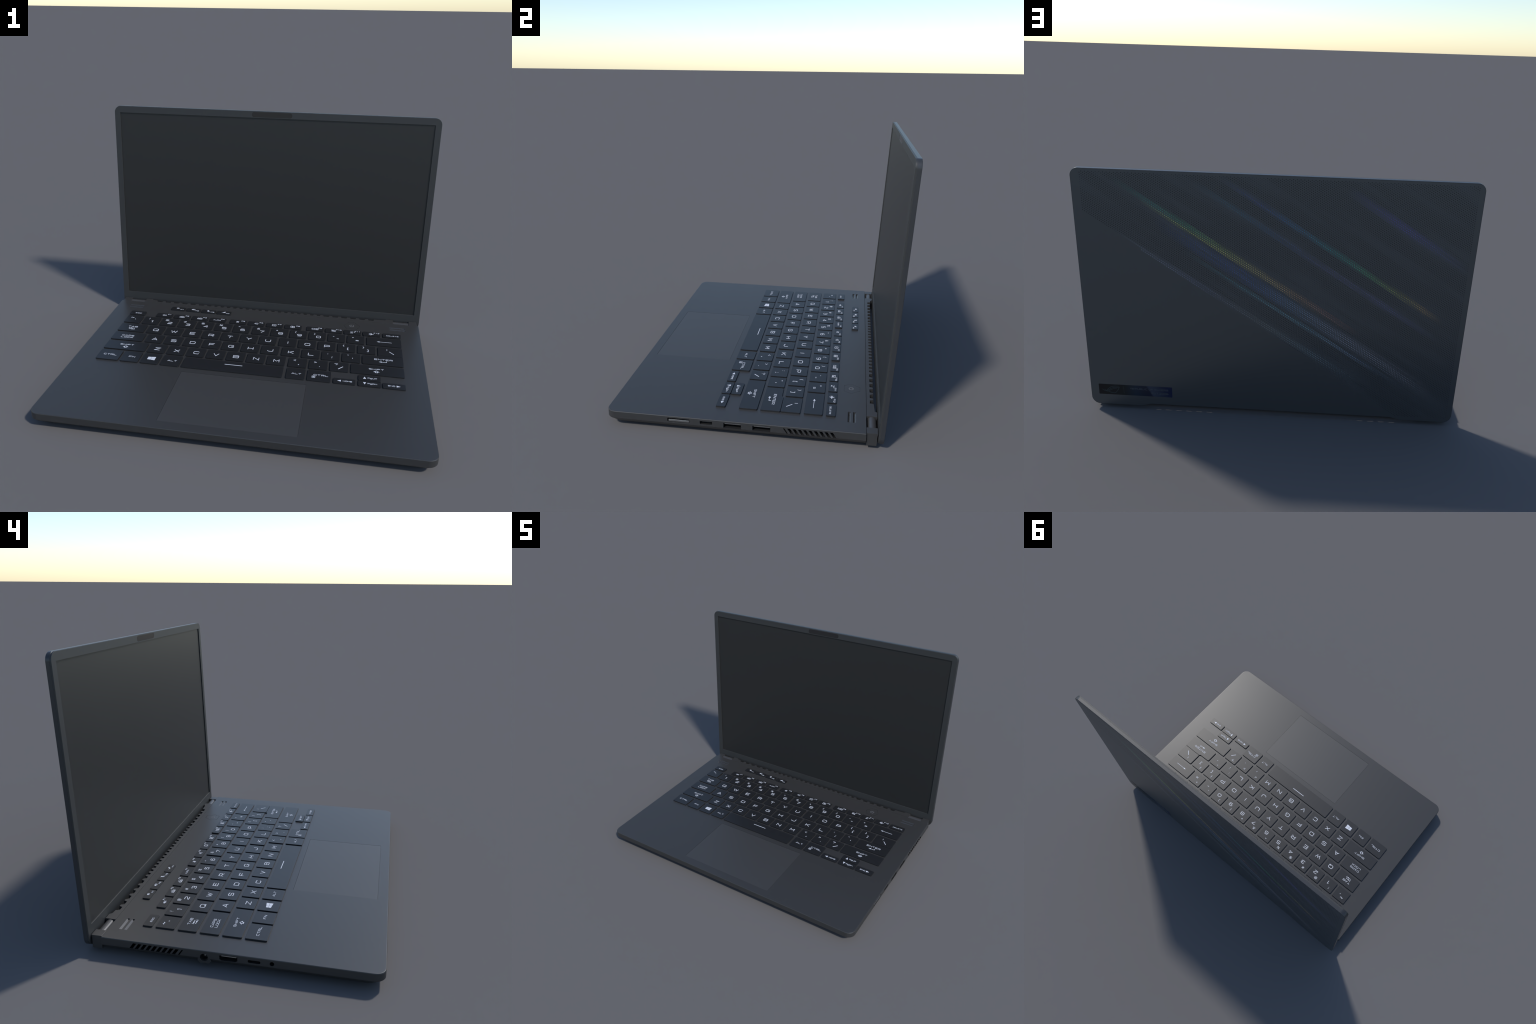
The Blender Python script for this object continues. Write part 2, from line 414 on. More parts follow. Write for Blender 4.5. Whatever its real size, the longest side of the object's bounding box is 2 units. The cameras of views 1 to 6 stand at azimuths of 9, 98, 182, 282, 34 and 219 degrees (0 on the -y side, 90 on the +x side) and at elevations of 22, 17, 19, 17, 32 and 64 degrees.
class Ink:
    """collects flat ribbons and patches; every stroke sits a hair above the last
    so that crossing strokes never share a plane"""
    def __init__(self, z, thick=0.0006):
        self.bm = bmesh.new(); self.z = z; self.th = thick; self.k = 0
    def _z(self):
        self.k += 1
        return self.z + self.th + self.k*2.0e-5
    def patch(self, poly):
        zt = self._z(); zb = self.z - 0.0008
        top = [self.bm.verts.new((p[0], p[1], zt)) for p in poly]
        bot = [self.bm.verts.new((p[0], p[1], zb)) for p in poly]
        self.bm.faces.new(top)
        n = len(poly)
        for i in range(n):
            self.bm.faces.new((top[i], bot[i], bot[(i+1) % n], top[(i+1) % n]))
    def line(self, pts, w):
        P = [Vector(p) for p in pts]
        closed = (P[0]-P[-1]).length < 1e-7 and len(P) > 3
        if closed: P = P[:-1]
        n = len(P); Lf, Rt = [], []
        for i in range(n):
            a = P[i-1] if (i > 0 or closed) else None
            c = P[(i+1) % n] if (i < n-1 or closed) else None
            d0 = (P[i]-a).normalized() if a is not None else (c-P[i]).normalized()
            d1 = (c-P[i]).normalized() if c is not None else d0
            nrm = Vector((-(d0.y+d1.y), d0.x+d1.x))
            if nrm.length < 1e-6: nrm = Vector((-d0.y, d0.x))
            nrm.normalize()
            k = max(0.45, nrm.dot(Vector((-d0.y, d0.x))))
            off = nrm*(w*0.5/k)
            Lf.append(P[i]+off); Rt.append(P[i]-off)
        zt = self._z(); zb = self.z - 0.0008
        V = self.bm.verts.new
        lt = [V((p.x, p.y, zt)) for p in Lf]; rt = [V((p.x, p.y, zt)) for p in Rt]
        lb = [V((p.x, p.y, zb)) for p in Lf]; rb = [V((p.x, p.y, zb)) for p in Rt]
        m = n if closed else n-1
        F = self.bm.faces.new
        for i in range(m):
            j = (i+1) % n
            F((rt[i], rt[j], lt[j], lt[i]))
            F((lt[i], lt[j], lb[j], lb[i])); F((rt[j], rt[i], rb[i], rb[j]))
        if not closed:
            F((lt[0], lb[0], rb[0], rt[0])); F((lt[-1], rt[-1], rb[-1], lb[-1]))
    def circle(self, cx, cy, r, w, a0=0.0, a1=360.0, n=24):
        full = abs(a1-a0) >= 359.9
        pts = [(cx+math.cos(math.radians(a0+(a1-a0)*i/n))*r, cy+math.sin(math.radians(a0+(a1-a0)*i/n))*r) for i in range(n+1)]
        if full: pts[-1] = pts[0]
        self.line(pts, w)
    def text(self, txt, cx, cy, h, ww=1.25, stroke=0.16, gap=0.42, align='c'):
        """centre a word; h cap height, ww width/height of a letter"""
        w = h*ww; adv = w + h*gap*0.9
        widths = []
        for ch in txt:
            widths.append(h*0.25 if ch in "I.,!:;'|" else (h*0.45 if ch == ' ' else w))
        total = sum(widths) + h*gap*(len(txt)-1)
        x = cx - total/2 if align == 'c' else (cx if align == 'l' else cx-total)
        for ch, cw in zip(txt, widths):
            if ch != ' ':
                gx = x + cw/2 - w/2
                for st in GLYPH[ch]:
                    self.line([(gx + p[0]/4*w, cy - h/2 + p[1]/4*h) for p in st], h*stroke)
            x += cw + h*gap
    def mesh(self, name='legend'):
        return mesh_from_bm(self.bm, name)

# ------------------------------------------------------------------ base
def base_outline(inset, z, r=0.050, rear_inset=0.0):
    x, y0, y1 = HALF_W-inset, FRONT_Y+inset, SEAM_Y-rear_inset
    r = max(0.012, r-inset*0.3)
    pts = rounded_poly([(-x, y0), (x, y0), (x, y1), (-x, y1)], [r, r, 0.0, 0.0], 10)
    return [(p[0], p[1], z) for p in pts]

def build_base():
    c = 0.0042
    prof = [(0.034, BELLY_Z), (0.030, BELLY_Z+0.0015), (0.0016, CREASE_Z-0.0016), (0.0, CREASE_Z+0.001),
            (0.0, DECK_Z-c), (0.0008, DECK_Z-c*0.55), (c*0.45, DECK_Z-0.0006), (c, DECK_Z)]
    bm = ring_loft([base_outline(i, z) for i, z in prof])
    me = mesh_from_bm(bm, 'chassis')
    me.materials.append(MATS['deck'])
    cutters = []
    # ---- shallow pockets in the deck
    pad = (-0.3455, 0.3455, -0.6645, -0.2235)
    g = 0.0007
    tp = prism(rounded_poly(rect(pad[0]-g, pad[1]+g, pad[2]-g, pad[3]+g), 0.006, 4), DECK_Z-0.004, DECK_Z+0.01, name='c')
    tp.materials.append(MATS['groove']); cutters.append(tp)
    for sx in (-1, 1):
        xc = 0.8555*sx + (-0.0045 if sx < 0 else 0.0)
        for y0, y1 in ((0.4755, 0.4905), (0.5010, 0.5165)):
            wedge = [(y0, DECK_Z+0.004), (y0, DECK_Z-0.0075), (y0+0.003, DECK_Z-0.0085), (y1-0.001, DECK_Z-0.0005), (y1, DECK_Z+0.004)]
            w = prism(wedge, xc-0.0485, xc+0.0485, axis='x', name='c')
            w.materials.append(MATS['slot_lining']); cutters.append(w)
    # power key outline groove
    hexa = [(0.540, 0.4505), (0.602, 0.4505), (0.6215, 0.489), (0.590, 0.5345), (0.552, 0.5345), (0.5205, 0.489)]
    cxp, cyp = 0.571, 0.4905
    outer = [(cxp+(p[0]-cxp)*1.012, cyp+(p[1]-cyp)*1.016) for p in hexa]
    inner = [(cxp+(p[0]-cxp)*0.988, cyp+(p[1]-cyp)*0.984) for p in hexa]
    bmh = bmesh.new()
    n = len(hexa)
    rows = []
    for pl, z in ((outer, DECK_Z+0.004), (outer, DECK_Z-0.002), (inner, DECK_Z-0.002), (inner, DECK_Z+0.004)):
        rows.append([bmh.verts.new((p[0], p[1], z)) for p in pl])
    for a, b in zip(rows, rows[1:]+rows[:1]):
        for i in range(n):
            bmh.faces.new((a[i], a[(i+1) % n], b[(i+1) % n], b[i]))
    hx = mesh_from_bm(bmh, 'c'); hx.materials.append(MATS['groove']); cutters.append(hx)
    # ---- ports in the right wall
    def wall_cut(poly, side, depth=0.035):
        x0, x1 = (HALF_W-depth, HALF_W+0.02) if side > 0 else (-HALF_W-0.02, -HALF_W+depth)
        return prism(poly, x0, x1, axis='x', name='c')
    cutters.append(wall_cut(rounded_poly(rect(-0.4015, -0.2905, 0.0545, 0.0742), 0.004, 4), 1, 0.030))
    cutters.append(wall_cut(rounded_poly(rect(-0.2380, -0.1765, 0.0560, 0.0722), 0.0035, 4), 1))
    cutters.append(wall_cut(rounded_poly(rect(-0.1205, -0.0337, 0.0470, 0.0725), 0.002, 2), 1))
    cutters.append(wall_cut(rounded_poly(rect(0.0222, 0.1096, 0.0470, 0.0725), 0.002, 2), 1))
    # ---- left wall
    cutters.append(wall_cut(rounded_poly([(0.0032, 0.0720), (0.0032, 0.0535), (-0.0068, 0.0472), (-0.0708, 0.0482), (-0.0795, 0.0540), (-0.0795, 0.0730)], 0.002, 2), -1))
    cutters.append(wall_cut(rounded_poly(rect(-0.1826, -0.1262, 0.0545, 0.0690), 0.0065, 6), -1))
    cutters.append(wall_cut(cyl_poly(-0.2338, 0.0632, 0.0103), -1))
    jack = cyl_poly(0.0740, 0.0505, 0.0187)
    cutters.append(wall_cut(jack, -1))
    # ---- slanted exhaust slots on both walls
    for side in (1, -1):
        for i in range(10):
            if side > 0:
                y0 = 0.1905 + (i-1)*0.02545; wid = 0.0148; first = (i == 0)
            else:
                y0 = 0.1905 + (i-1)*0.02545; wid = 0.0158; first = (i == 0)
            if first:
                y0 = 0.1705; wid = 0.0070
            sl = 0.0185
            cutters.append(wall_cut([(y0, 0.0735), (y0+wid, 0.0735), (y0+wid+sl, 0.0462), (y0+sl, 0.0462)], side, 0.045))
    me = cut(me, cutters)
    ch = part('chassis', me, sharp=28)
    # housing of the round power socket bulging under the left wall
    hp = [(0.1055, 0.0350), (0.0945, 0.0206), (0.0520, 0.0206), (0.0405, 0.0350), (0.046, 0.046), (0.100, 0.046)]
    hm = prism(hp, -0.9902, -0.950, bevel=0.0008, axis='x', name='power_socket_housing')
    hm.materials.append(MATS['deck'])
    hm = cut(hm, [prism(jack, -1.01, -0.956, axis='x', name='c')])
    part('power_socket_housing', hm, ch, sharp=30)
    # pin in the socket and rings
    part('socket_pin', prism(cyl_poly(0.0740, 0.0505, 0.0035, 16), -0.972, -0.957, axis='x', name='socket_pin'), ch, 'port_metal')
    rm = prism(cyl_poly(0.0740, 0.0505, 0.0183), -0.9865, -0.9600, axis='x', name='socket_ring')
    rm.materials.append(MATS['port_plastic'])
    rm = cut(rm, [prism(cyl_poly(0.0740, 0.0505, 0.0160), -1.01, -0.962, axis='x', name='c')])
    part('socket_ring', rm, ch, sharp=30)
    # card slot: a silver blade behind the mouth
    part('card_slot_blade', box(0.962, 0.9900, -0.3965, -0.2925, 0.0552, 0.0665, 0.0016, 'card_slot_blade'), ch, 'port_metal')
    part('card_slot_back', box(0.955, 0.966, -0.4005, -0.2915, 0.0550, 0.0737, 0, 'card_slot_back'), ch, 'port_plastic')
    # type-c tongues
    part('small_port_tongue', box(0.958, 0.982, -0.2280, -0.1865, 0.0622, 0.0655, 0.0008, 'small_port_tongue'), ch, 'port_plastic')
    part('small_port_tongue', box(-0.982, -0.958, -0.1760, -0.1330, 0.0600, 0.0632, 0.0008, 'small_port_tongue'), ch, 'port_plastic')
    # type-a tongues with silver faces
    for y0, y1 in ((-0.1205, -0.0337), (0.0222, 0.1096)):
        t = part('port_tongue', box(0.957, 0.9893, y0+0.006, y1-0.002, 0.0672, 0.0712, 0.0006, 'port_tongue'), ch, 'port_metal')
    part('video_port_tongue', box(-0.9893, -0.957, -0.074, -0.006, 0.0672, 0.0700, 0.0006, 'video_port_tongue'), ch, 'port_metal')
    # touchpad
    part('touchpad', prism(rounded_poly(rect(*pad), 0.005, 4), DECK_Z-0.0036, DECK_Z-0.0003, 0.0006, 'touchpad'), ROOT, 'touchpad')
    # power symbol
    ink = Ink(DECK_Z)
    ink.circle(cxp, 0.489, 0.0125, 0.0026, 125, 415, 22)
    ink.line([(cxp, 0.491), (cxp, 0.5035)], 0.0026)
    part('power_symbol', ink.mesh('power_symbol'), ch, 'legend_dim', smooth=False)
    # belly: intake slots and rubber feet
    cut_list = []
    for k in range(5):
        for j in range(16):
            xx = -0.60 + j*0.08; yy = 0.10 + k*0.07
            sk = 0.014
            cut_list.append([(xx-0.03, yy), (xx+0.018, yy), (xx+0.018+sk, yy+0.018), (xx-0.03+sk, yy+0.018)])
    bm = bmesh.new()
    for pl in cut_list:
        bm.faces.new([bm.verts.new((p[0], p[1], BELLY_Z-0.0006)) for p in pl][::-1])
    me = bpy.data.meshes.new('intake_slot'); bm.to_mesh(me); bm.free()
    sl = part('intake_slots', me, ch, 'cavity', smooth=False); sl['kind'] = 'stuff'
    for (x0, x1, y0, y1) in ((-0.62, 0.62, -0.640, -0.600), (-0.86, -0.62, 0.460, 0.495), (0.62, 0.86, 0.460, 0.495)):
        foot = prism(rounded_poly(rect(x0, x1, y0, y1), 0.016, 6), BELLY_Z+0.001, 0.0, 0.0035, 'rubber_foot')
        part('rubber_foot', foot, ROOT, 'rubber')

# ------------------------------------------------------------------ hinge strip
TEETH = ([-0.702+i*0.0582 for i in range(6)] + [-0.361+i*0.04316 for i in range(17)] + [0.3735+i*0.0581 for i in range(6)])

def build_hinge():
    y0, yt, yn, ys, yl = SEAM_Y+0.0018, 0.6035, 0.5838, 0.6065, 0.6205
    hw = 0.0105
    # rear outline from +x to -x
    xs_r, xs_l = 0.712, -0.750
    rear = [(0.8325, yl), (0.790, yl), (0.784, ys), (xs_r, ys), (xs_r-0.003, yn)]
    for c in sorted(TEETH, reverse=True):
        rear += [(c+hw+0.0012, yn), (c+hw-0.0012, yt), (c-hw+0.0012, yt), (c-hw-0.0012, yn)]
    rear += [(xs_l+0.003, yn), (xs_l, ys), (-0.784, ys), (-0.790, yl), (-0.8325, yl)]
    poly = [(-0.8325, y0), (0.8325, y0)] + rear
    me = prism(poly, 0.0715, DECK_Z-0.0002, 0.0016, 'hinge_cover', seg=2)
    hc = part('hinge_cover', me, ROOT, 'hinge', sharp=30)
    # body of the strip below the comb, and a duct block blackened for the gloom between the teeth
    part('vent_duct', box(-0.780, 0.780, y0+0.001, 0.6032, 0.030, 0.0720, 0, 'vent_duct'), hc, 'cavity')
    part('vent_duct', box(-0.395, 0.365, y0+0.002, 0.6030, 0.050, 0.0762, 0, 'vent_duct'), hc, 'cavity')
    for sx in (-1, 1):
        b = box(min(sx*0.7835, sx*0.8323), max(sx*0.7835, sx*0.8323), y0+0.0003, yl-0.0015, 0.018, 0.0755, 0.002, 'hinge_cheek')
        part('hinge_cheek', b, hc, 'hinge')
    for sx in (-1, 1):
        a, b_ = (0.9315, 0.9815) if sx > 0 else (-0.9815, -0.9315)
        prof = rounded_poly([(y0+0.0003, 0.0165), (0.6165, 0.0165), (0.6180, 0.070), (0.6225, DECK_Z-0.0012), (y0+0.0003, DECK_Z-0.0012)], [0.002, 0.006, 0.01, 0.003, 0.0015], 4)
        part('hinge_block', prism(prof, a, b_, 0.0012, 'hinge_block', axis='x', bevel_bottom=True), ROOT, 'hinge', sharp=40)
        xa, xb = (0.829, 0.934) if sx > 0 else (-0.934, -0.829)
        part('hinge_barrel', prism(cyl_poly(0.5935, 0.0575, 0.0235, 48), xa, xb, axis='x', name='hinge_barrel'), ROOT, 'barrel', sharp=40)

# ------------------------------------------------------------------ keyboard
KEYMESH = {}
KW = 0.1035
ROWS = {'num': (0.2590, 0.3510), 'q': (0.1500, 0.2410), 'a': (0.0415, 0.1330), 'z': (-0.0675, 0.0250),
        'bot': (-0.1860, -0.0830), 'fn': (0.3680, 0.4155), 'hot': (0.4785, 0.5185)}

def key_obj(x0, x1, y0, y1, legend=None, poly=None, r=0.0055):
    w, h = round(x1-x0, 4), round(y1-y0, 4)
    cx, cy = (x0+x1)/2, (y0+y1)/2
    kid = (w, h, str(r), poly is not None)
    if kid not in KEYMESH:
        pts = poly if poly is not None else rect(-w/2, w/2, -h/2, h/2)
        if poly is not None:
            pts = [(p[0]-cx, p[1]-cy) for p in poly]
        me = prism(rounded_poly(pts, r, 4), DECK_Z-0.0005, KEY_Z, 0.0007, 'key', seg=2)
        me.materials.append(MATS['key']); smooth_mesh(me, 40)
        KEYMESH[kid] = me
    ob = bpy.data.objects.new('key', KEYMESH[kid]); link(ob)
    ob.parent = ROOT
    flat_normals(ob)
    ob.location = (cx, cy, 0)
    if legend is not None:
        ink = Ink(KEY_Z)
        legend(ink, w, h)
        lo = bpy.data.objects.new('legend', ink.mesh('legend')); link(lo)
        lo.data.materials.append(MATS['legend'])
        lo.parent = ob
    return ob

CAP = 0.0245
def letter(ch):
    return lambda k, w, h: k.text(ch, 0.002, -0.005, CAP, 1.25, 0.135)

def pair(up, lo, dot=False):
    def f(k, w, h):
        big = 1.25 if lo in '/\\' else 1.0
        k.text(up, -0.018, 0.021, 0.0165, 1.1, 0.125)
        k.text(lo, 0.008, -0.012, 0.0220*big, 1.15, 0.14)
    return f

def word(txt, dy=0.0, hgt=0.0150, dx=0.0):
    return lambda k, w, h: k.text(txt, dx+0.004, dy-0.004, hgt*0.76, 1.32, 0.145, 0.40)

def both(*fs):
    def f(k, w, h):
        for g in fs: g(k, w, h)
    return f

def tri(k, cx, cy, a, sx, sy):
    """arrow head: (sx,sy) direction, notched tail"""
    d = Vector((sx, sy)); n = Vector((-sy, sx)); c = Vector((cx, cy))
    pts = [c+d*a, c-d*a*0.9+n*a*0.75, c-d*a*0.9-n*a*0.75]
    k.patch([(p.x, p.y) for p in pts])

def ic_shift(cx, cy):
    def f(k, w, h):
        s = 0.010
        k.line([(cx, cy+s), (cx+s*1.35, cy), (cx+s*0.6, cy), (cx+s*0.6, cy-s*0.8), (cx-s*0.6, cy-s*0.8), (cx-s*0.6, cy), (cx-s*1.35, cy), (cx, cy+s)], 0.0032)
    return f

def ic_tab(cx, cy):
    def f(k, w, h):
        for s, y in ((-1, 0.006), (1, -0.006)):
            k.line([(cx-s*0.016, cy+y), (cx+s*0.010, cy+y)], 0.0026)
            tri(k, cx+s*0.008, cy+y, 0.0065, s, 0)
            k.line([(cx+s*0.018, cy+y-0.006), (cx+s*0.018, cy+y+0.006)], 0.0026)
    return f

def ic_enter(cx, cy):
    def f(k, w, h):
        k.line([(cx-0.010, cy), (cx+0.021, cy), (cx+0.021, cy+0.011)], 0.0026)
        tri(k, cx-0.014, cy, 0.0085, -1, 0)
    return f

def ic_back(k, w, h):
    k.line([(-0.028, -0.003), (0.046, -0.003)], 0.0022)
    tri(k, -0.034, -0.003, 0.0085, -1, 0)

def ic_window(k, w, h):
    g = 0.0007
    for sx in (-1, 1):
        for sy in (-1, 1):
            x0, x1 = (-0.0205, -g) if sx < 0 else (g, 0.0235)
            f0 = 0.0125 if sx < 0 else 0.0145
            f1 = 0.0142 if sx < 0 else 0.0172
            y0 = g
            pts = [(x0, y0), (x1, y0), (x1, f1), (x0, f0)]
            k.patch([(p[0], p[1]*sy+0.001) for p in (pts if sy > 0 else pts[::-1])])

def ic_speaker(k, cx, cy, waves=0):
    k.patch([(cx-0.009, cy-0.0035), (cx-0.004, cy-0.0035), (cx+0.003, cy-0.0085), (cx+0.003, cy+0.0085), (cx-0.004, cy+0.0035), (cx-0.009, cy+0.0035)])
    for i in range(waves):
        k.circle(cx+0.003, cy, 0.0055+0.0045*i, 0.0022, -50, 50, 8)

def fn_key(draw, lab):
    def f(k, w, h):
        draw(k)
        k.text(lab, 0.030, 0.0125, 0.0082, 1.1, 0.17, 0.35)
    return f

def hot_key(draw, lab):
    def f(k, w, h):
        draw(k)
        k.text(lab, 0.026, -0.0085, 0.0080, 1.2, 0.17, 0.35)
    return f

def d_mute(k):
    ic_speaker(k, -0.004, -0.002)
    k.line([(0.003, -0.007), (0.012, 0.004)], 0.0024); k.line([(0.003, 0.004), (0.012, -0.007)], 0.0024)
def d_keylight(big):
    def f(k):
        k.line([(-0.015, -0.011), (0.015, -0.011), (0.015, -0.001), (-0.015, -0.001), (-0.015, -0.011)], 0.0022)
        for x in (-0.009, -0.003, 0.003, 0.009): k.line([(x-0.0012, -0.005), (x+0.0012, -0.005)], 0.0018)
        k.line([(-0.009, -0.0085), (0.009, -0.0085)], 0.0018)
        r = 0.008 if big else 0.006
        for a in (35, 90, 145):
            c, s = math.cos(math.radians(a)), math.sin(math.radians(a))
            k.line([(c*r*1.1, 0.0015+s*r*0.4), (c*r*1.8, 0.0015+s*r*1.05)], 0.002)
    return f
def d_word(t): return lambda k: k.text(t, -0.004, -0.003, 0.0085, 1.15, 0.16, 0.35)
def d_fan(k):
    k.circle(-0.004, -0.002, 0.0030, 0.0030, n=12)
    for a in range(0, 360, 90):
        c, s = math.cos(math.radians(a+20)), math.sin(math.radians(a+20))
        k.line([(-0.004+c*0.004, -0.002+s*0.004), (-0.004+c*0.009-s*0.004, -0.002+s*0.009+c*0.004)], 0.0052)
def d_snip(k):
    k.line([(-0.014, -0.002), (0.004, -0.002)], 0.0024); k.line([(-0.005, -0.010), (-0.005, 0.007)], 0.0024)
    k.line([(-0.001, 0.006), (0.010, 0.006), (0.010, -0.009), (0.000, -0.009)], 0.0018)
def d_bright(r):
    def f(k):
        k.line(rounded_poly(rect(-0.015, 0.009, -0.011, 0.008), 0.003, 3) + [rounded_poly(rect(-0.015, 0.009, -0.011, 0.008), 0.003, 3)[0]], 0.0026)
        k.circle(-0.003, -0.0015, r*0.5, r, n=12)
        if r > 0.003:
            for a in range(0, 360, 60):
                c, s = math.cos(math.radians(a)), math.sin(math.radians(a))
                k.line([(-0.003+c*0.0042, -0.0015+s*0.0042), (-0.003+c*0.0062, -0.0015+s*0.0062)], 0.0014)
    return f
def d_screens(k):
    k.line([(-0.020, -0.008), (-0.003, -0.008), (-0.003, 0.005), (-0.020, 0.005), (-0.020, -0.008)], 0.0022)
    k.line([(0.000, -0.010), (0.004, 0.007)], 0.0020)
    k.line([(0.006, -0.006), (0.019, -0.006), (0.019, 0.006), (0.006, 0.006), (0.006, -0.006)], 0.0022)
    k.line([(0.006, -0.010), (0.019, -0.010)], 0.0022)
def d_pad(k):
    k.line([(-0.012, -0.010), (0.009, -0.010), (0.009, 0.006), (-0.012, 0.006), (-0.012, -0.010)], 0.0022)
    k.line([(-0.012, -0.0045), (0.009, -0.0045)], 0.0018); k.line([(-0.0015, -0.010), (-0.0015, -0.0045)], 0.0018)
    k.line([(-0.015, 0.008), (0.012, -0.013)], 0.0020)
def d_sleep(k):
    k.text('Z', -0.006, -0.003, 0.0150, 1.05, 0.16); k.text('Z', 0.012, 0.004, 0.0065, 1.1, 0.18)
def d_plane(k):
    k.line([(-0.014, -0.002), (0.012, -0.002)], 0.0040)
    k.patch([(-0.002, -0.002), (0.004, -0.002), (-0.004, 0.011), (-0.008, 0.011)])
    k.patch([(-0.008, -0.014), (-0.004, -0.014), (0.004, -0.0022), (-0.002, -0.0022)])
    k.patch([(-0.014, -0.002), (-0.010, -0.002), (-0.014, 0.004), (-0.017, 0.004)])
    k.patch([(-0.017, -0.008), (-0.014, -0.008), (-0.010, -0.0022), (-0.014, -0.0022)])
def d_vol(n): return lambda k: ic_speaker(k, -0.004, 0.004, n)
def d_mic(k):
    k.patch(rounded_poly(rect(-0.0075, -0.0005, -0.001, 0.0135), 0.0034, 5))
    k.circle(-0.004, 0.003, 0.0068, 0.0018, 190, 350, 10); k.line([(-0.004, -0.004), (-0.004, -0.008)], 0.002)
    k.line([(-0.014, 0.012), (0.006, -0.007)], 0.0018)
def d_eye(k):
    k.patch([(-0.017, 0.003), (-0.008, 0.001), (0.002, 0.010), (0.010, 0.0115), (0.008, 0.004), (0.001, -0.003), (-0.006, -0.002)])

def build_keyboard():
    R = ROWS
    # number row: a slightly wider gap splits the halves at 6 | 7
    xs = [-0.8630+i*0.1174 for i in range(7)] + [-0.0370+i*0.1170 for i in range(6)]
    lg = [('~', '`'), ('!', '1'), ('@', '2'), ('#', '3'), ('$', '4'), ('%', '5'), ('^', '6'), ('&', '7'), ('*', '8'), ('(', '9'), (')', '0'), ('_', '-'), ('+', '=')]
    for x, (u, l) in zip(xs, lg):
        key_obj(x, x+KW, *R['num'], pair(u, l) if l != '`' else (lambda k, w, h: (k.text('~', -0.014, 0.017, 0.021, 1.1, 0.16), k.text('`', 0.010, -0.004, 0.018, 1.1, 0.18))))
    key_obj(0.6650, 0.8700, *R['num'], ic_back)
    # top letter row, split at U | I
    key_obj(-0.8630, -0.6950, *R['q'], both(word('TAB', 0.014, 0.0160, -0.006), ic_tab(-0.002, -0.015)))
    for i, ch in enumerate('QWERTYU'): key_obj(-0.6810+i*0.1174, -0.6810+i*0.1174+KW, *R['q'], letter(ch))
    for i, ch in enumerate('IOP'): key_obj(0.1440+i*0.1170, 0.1440+i*0.1170+KW, *R['q'], letter(ch))
    for i, p in enumerate((('{', '['), ('}', ']'))): key_obj(0.4950+i*0.1170, 0.4950+i*0.1170+KW, *R['q'], pair(*p))
    key_obj(0.7300, 0.8710, 0.1437, R['q'][1], pair('|', '\\'))
    # home row, split at J | K
    key_obj(-0.8630, -0.6665, *R['a'], both(word('CAPS', 0.010, 0.0150, -0.01), word('LOCK', -0.011, 0.0150, -0.01)))
    for i, ch in enumerate('ASDFGHJ'): key_obj(-0.6515+i*0.1174, -0.6515+i*0.1174+KW, *R['a'], letter(ch))
    for i, ch in enumerate('KL'): key_obj(0.1745+i*0.1170, 0.1745+i*0.1170+KW, *R['a'], letter(ch))
    for i, p in enumerate(((':', ';'), ('"', "'"))): key_obj(0.4080+i*0.1170, 0.4080+i*0.1170+KW, *R['a'], pair(*p))
    ey0, ey1 = R['a']
    ep = [(0.6405, ey0), (0.8715, ey0), (0.8715, 0.1412), (0.7300, 0.1412), (0.7240, ey1), (0.6405, ey1)]
    key_obj(0.6405, 0.8715, ey0, 0.1412, both(word('ENTER', 0.010, 0.0165), ic_enter(0.000, -0.020)),
            poly=ep, r=[0.0075, 0.0075, 0.004, 0.003, 0.003, 0.0075])
    # lower letter row, split at M | ,
    key_obj(-0.8630, -0.6135, *R['z'], both(word('SHIFT', 0.013, 0.0150, -0.004), ic_shift(0.000, -0.017)))
    for i, ch in enumerate('ZXCVBNM'): key_obj(-0.6000+i*0.1173, -0.6000+i*0.1173+KW, *R['z'], letter(ch))
    for i, p in enumerate((('<', ','), ('>', '.'), ('?', '/'))): key_obj(0.2265+i*0.1172, 0.2265+i*0.1172+KW, *R['z'], pair(*p))
    key_obj(0.5775, 0.8715, *R['z'], both(word('SHIFT', 0.013, 0.0150, -0.01), ic_shift(-0.006, -0.017)))
    # bottom row
    key_obj(-0.8630, -0.7320, *R['bot'], word('CTRL', 0.004, 0.0155))
    key_obj(-0.7190, -0.6140, *R['bot'], word('FN', 0.002, 0.0150))
    key_obj(-0.6000, -0.4975, *R['bot'], ic_window)
    key_obj(-0.4825, -0.3745, *R['bot'], word('ALT', 0.002, 0.0145))
    key_obj(-0.3600, 0.2075, *R['bot'], lambda k, w, h: k.line([(-0.0480, 0.018), (0.0530, 0.018)], 0.0036))
    key_obj(0.2280, 0.3305, *R['bot'], word('ALT', 0.002, 0.0145))
    def ctrl_menu(k, w, h):
        k.text('CTRL', 0.010, 0.004, 0.0122, 1.32, 0.145, 0.4)
        k.line([(-0.038, -0.024), (-0.021, -0.024), (-0.021, -0.008), (-0.038, -0.008), (-0.038, -0.024)], 0.0016)
        for y in (-0.0195, -0.016, -0.0125): k.line([(-0.035, y), (-0.024, y)], 0.0014)
    key_obj(0.3440, 0.4720, *R['bot'], ctrl_menu)
    ay0, ay1 = -0.1860, -0.1380
    def nav(sx, sy, txt, tx, ax):
        def f(k, w, h):
            tri(k, ax, 0, 0.0105, sx, sy)
            k.text(txt, tx, 0, 0.0088, 1.15, 0.15, 0.32)
        return f
    key_obj(0.4870, 0.6055, ay0, ay1, nav(-1, 0, 'HOME', 0.017, -0.028))
    key_obj(0.6200, 0.7405, ay0, ay1, nav(0, -1, 'PgDn', 0.015, -0.026))
    key_obj(0.6200, 0.7405, -0.1340, -0.0835, nav(0, 1, 'PgUP', 0.015, -0.026))
    key_obj(0.7505, 0.8710, ay0, ay1, nav(1, 0, 'END', -0.014, 0.022))
    # function row in groups of four
    f0, f1 = R['fn']
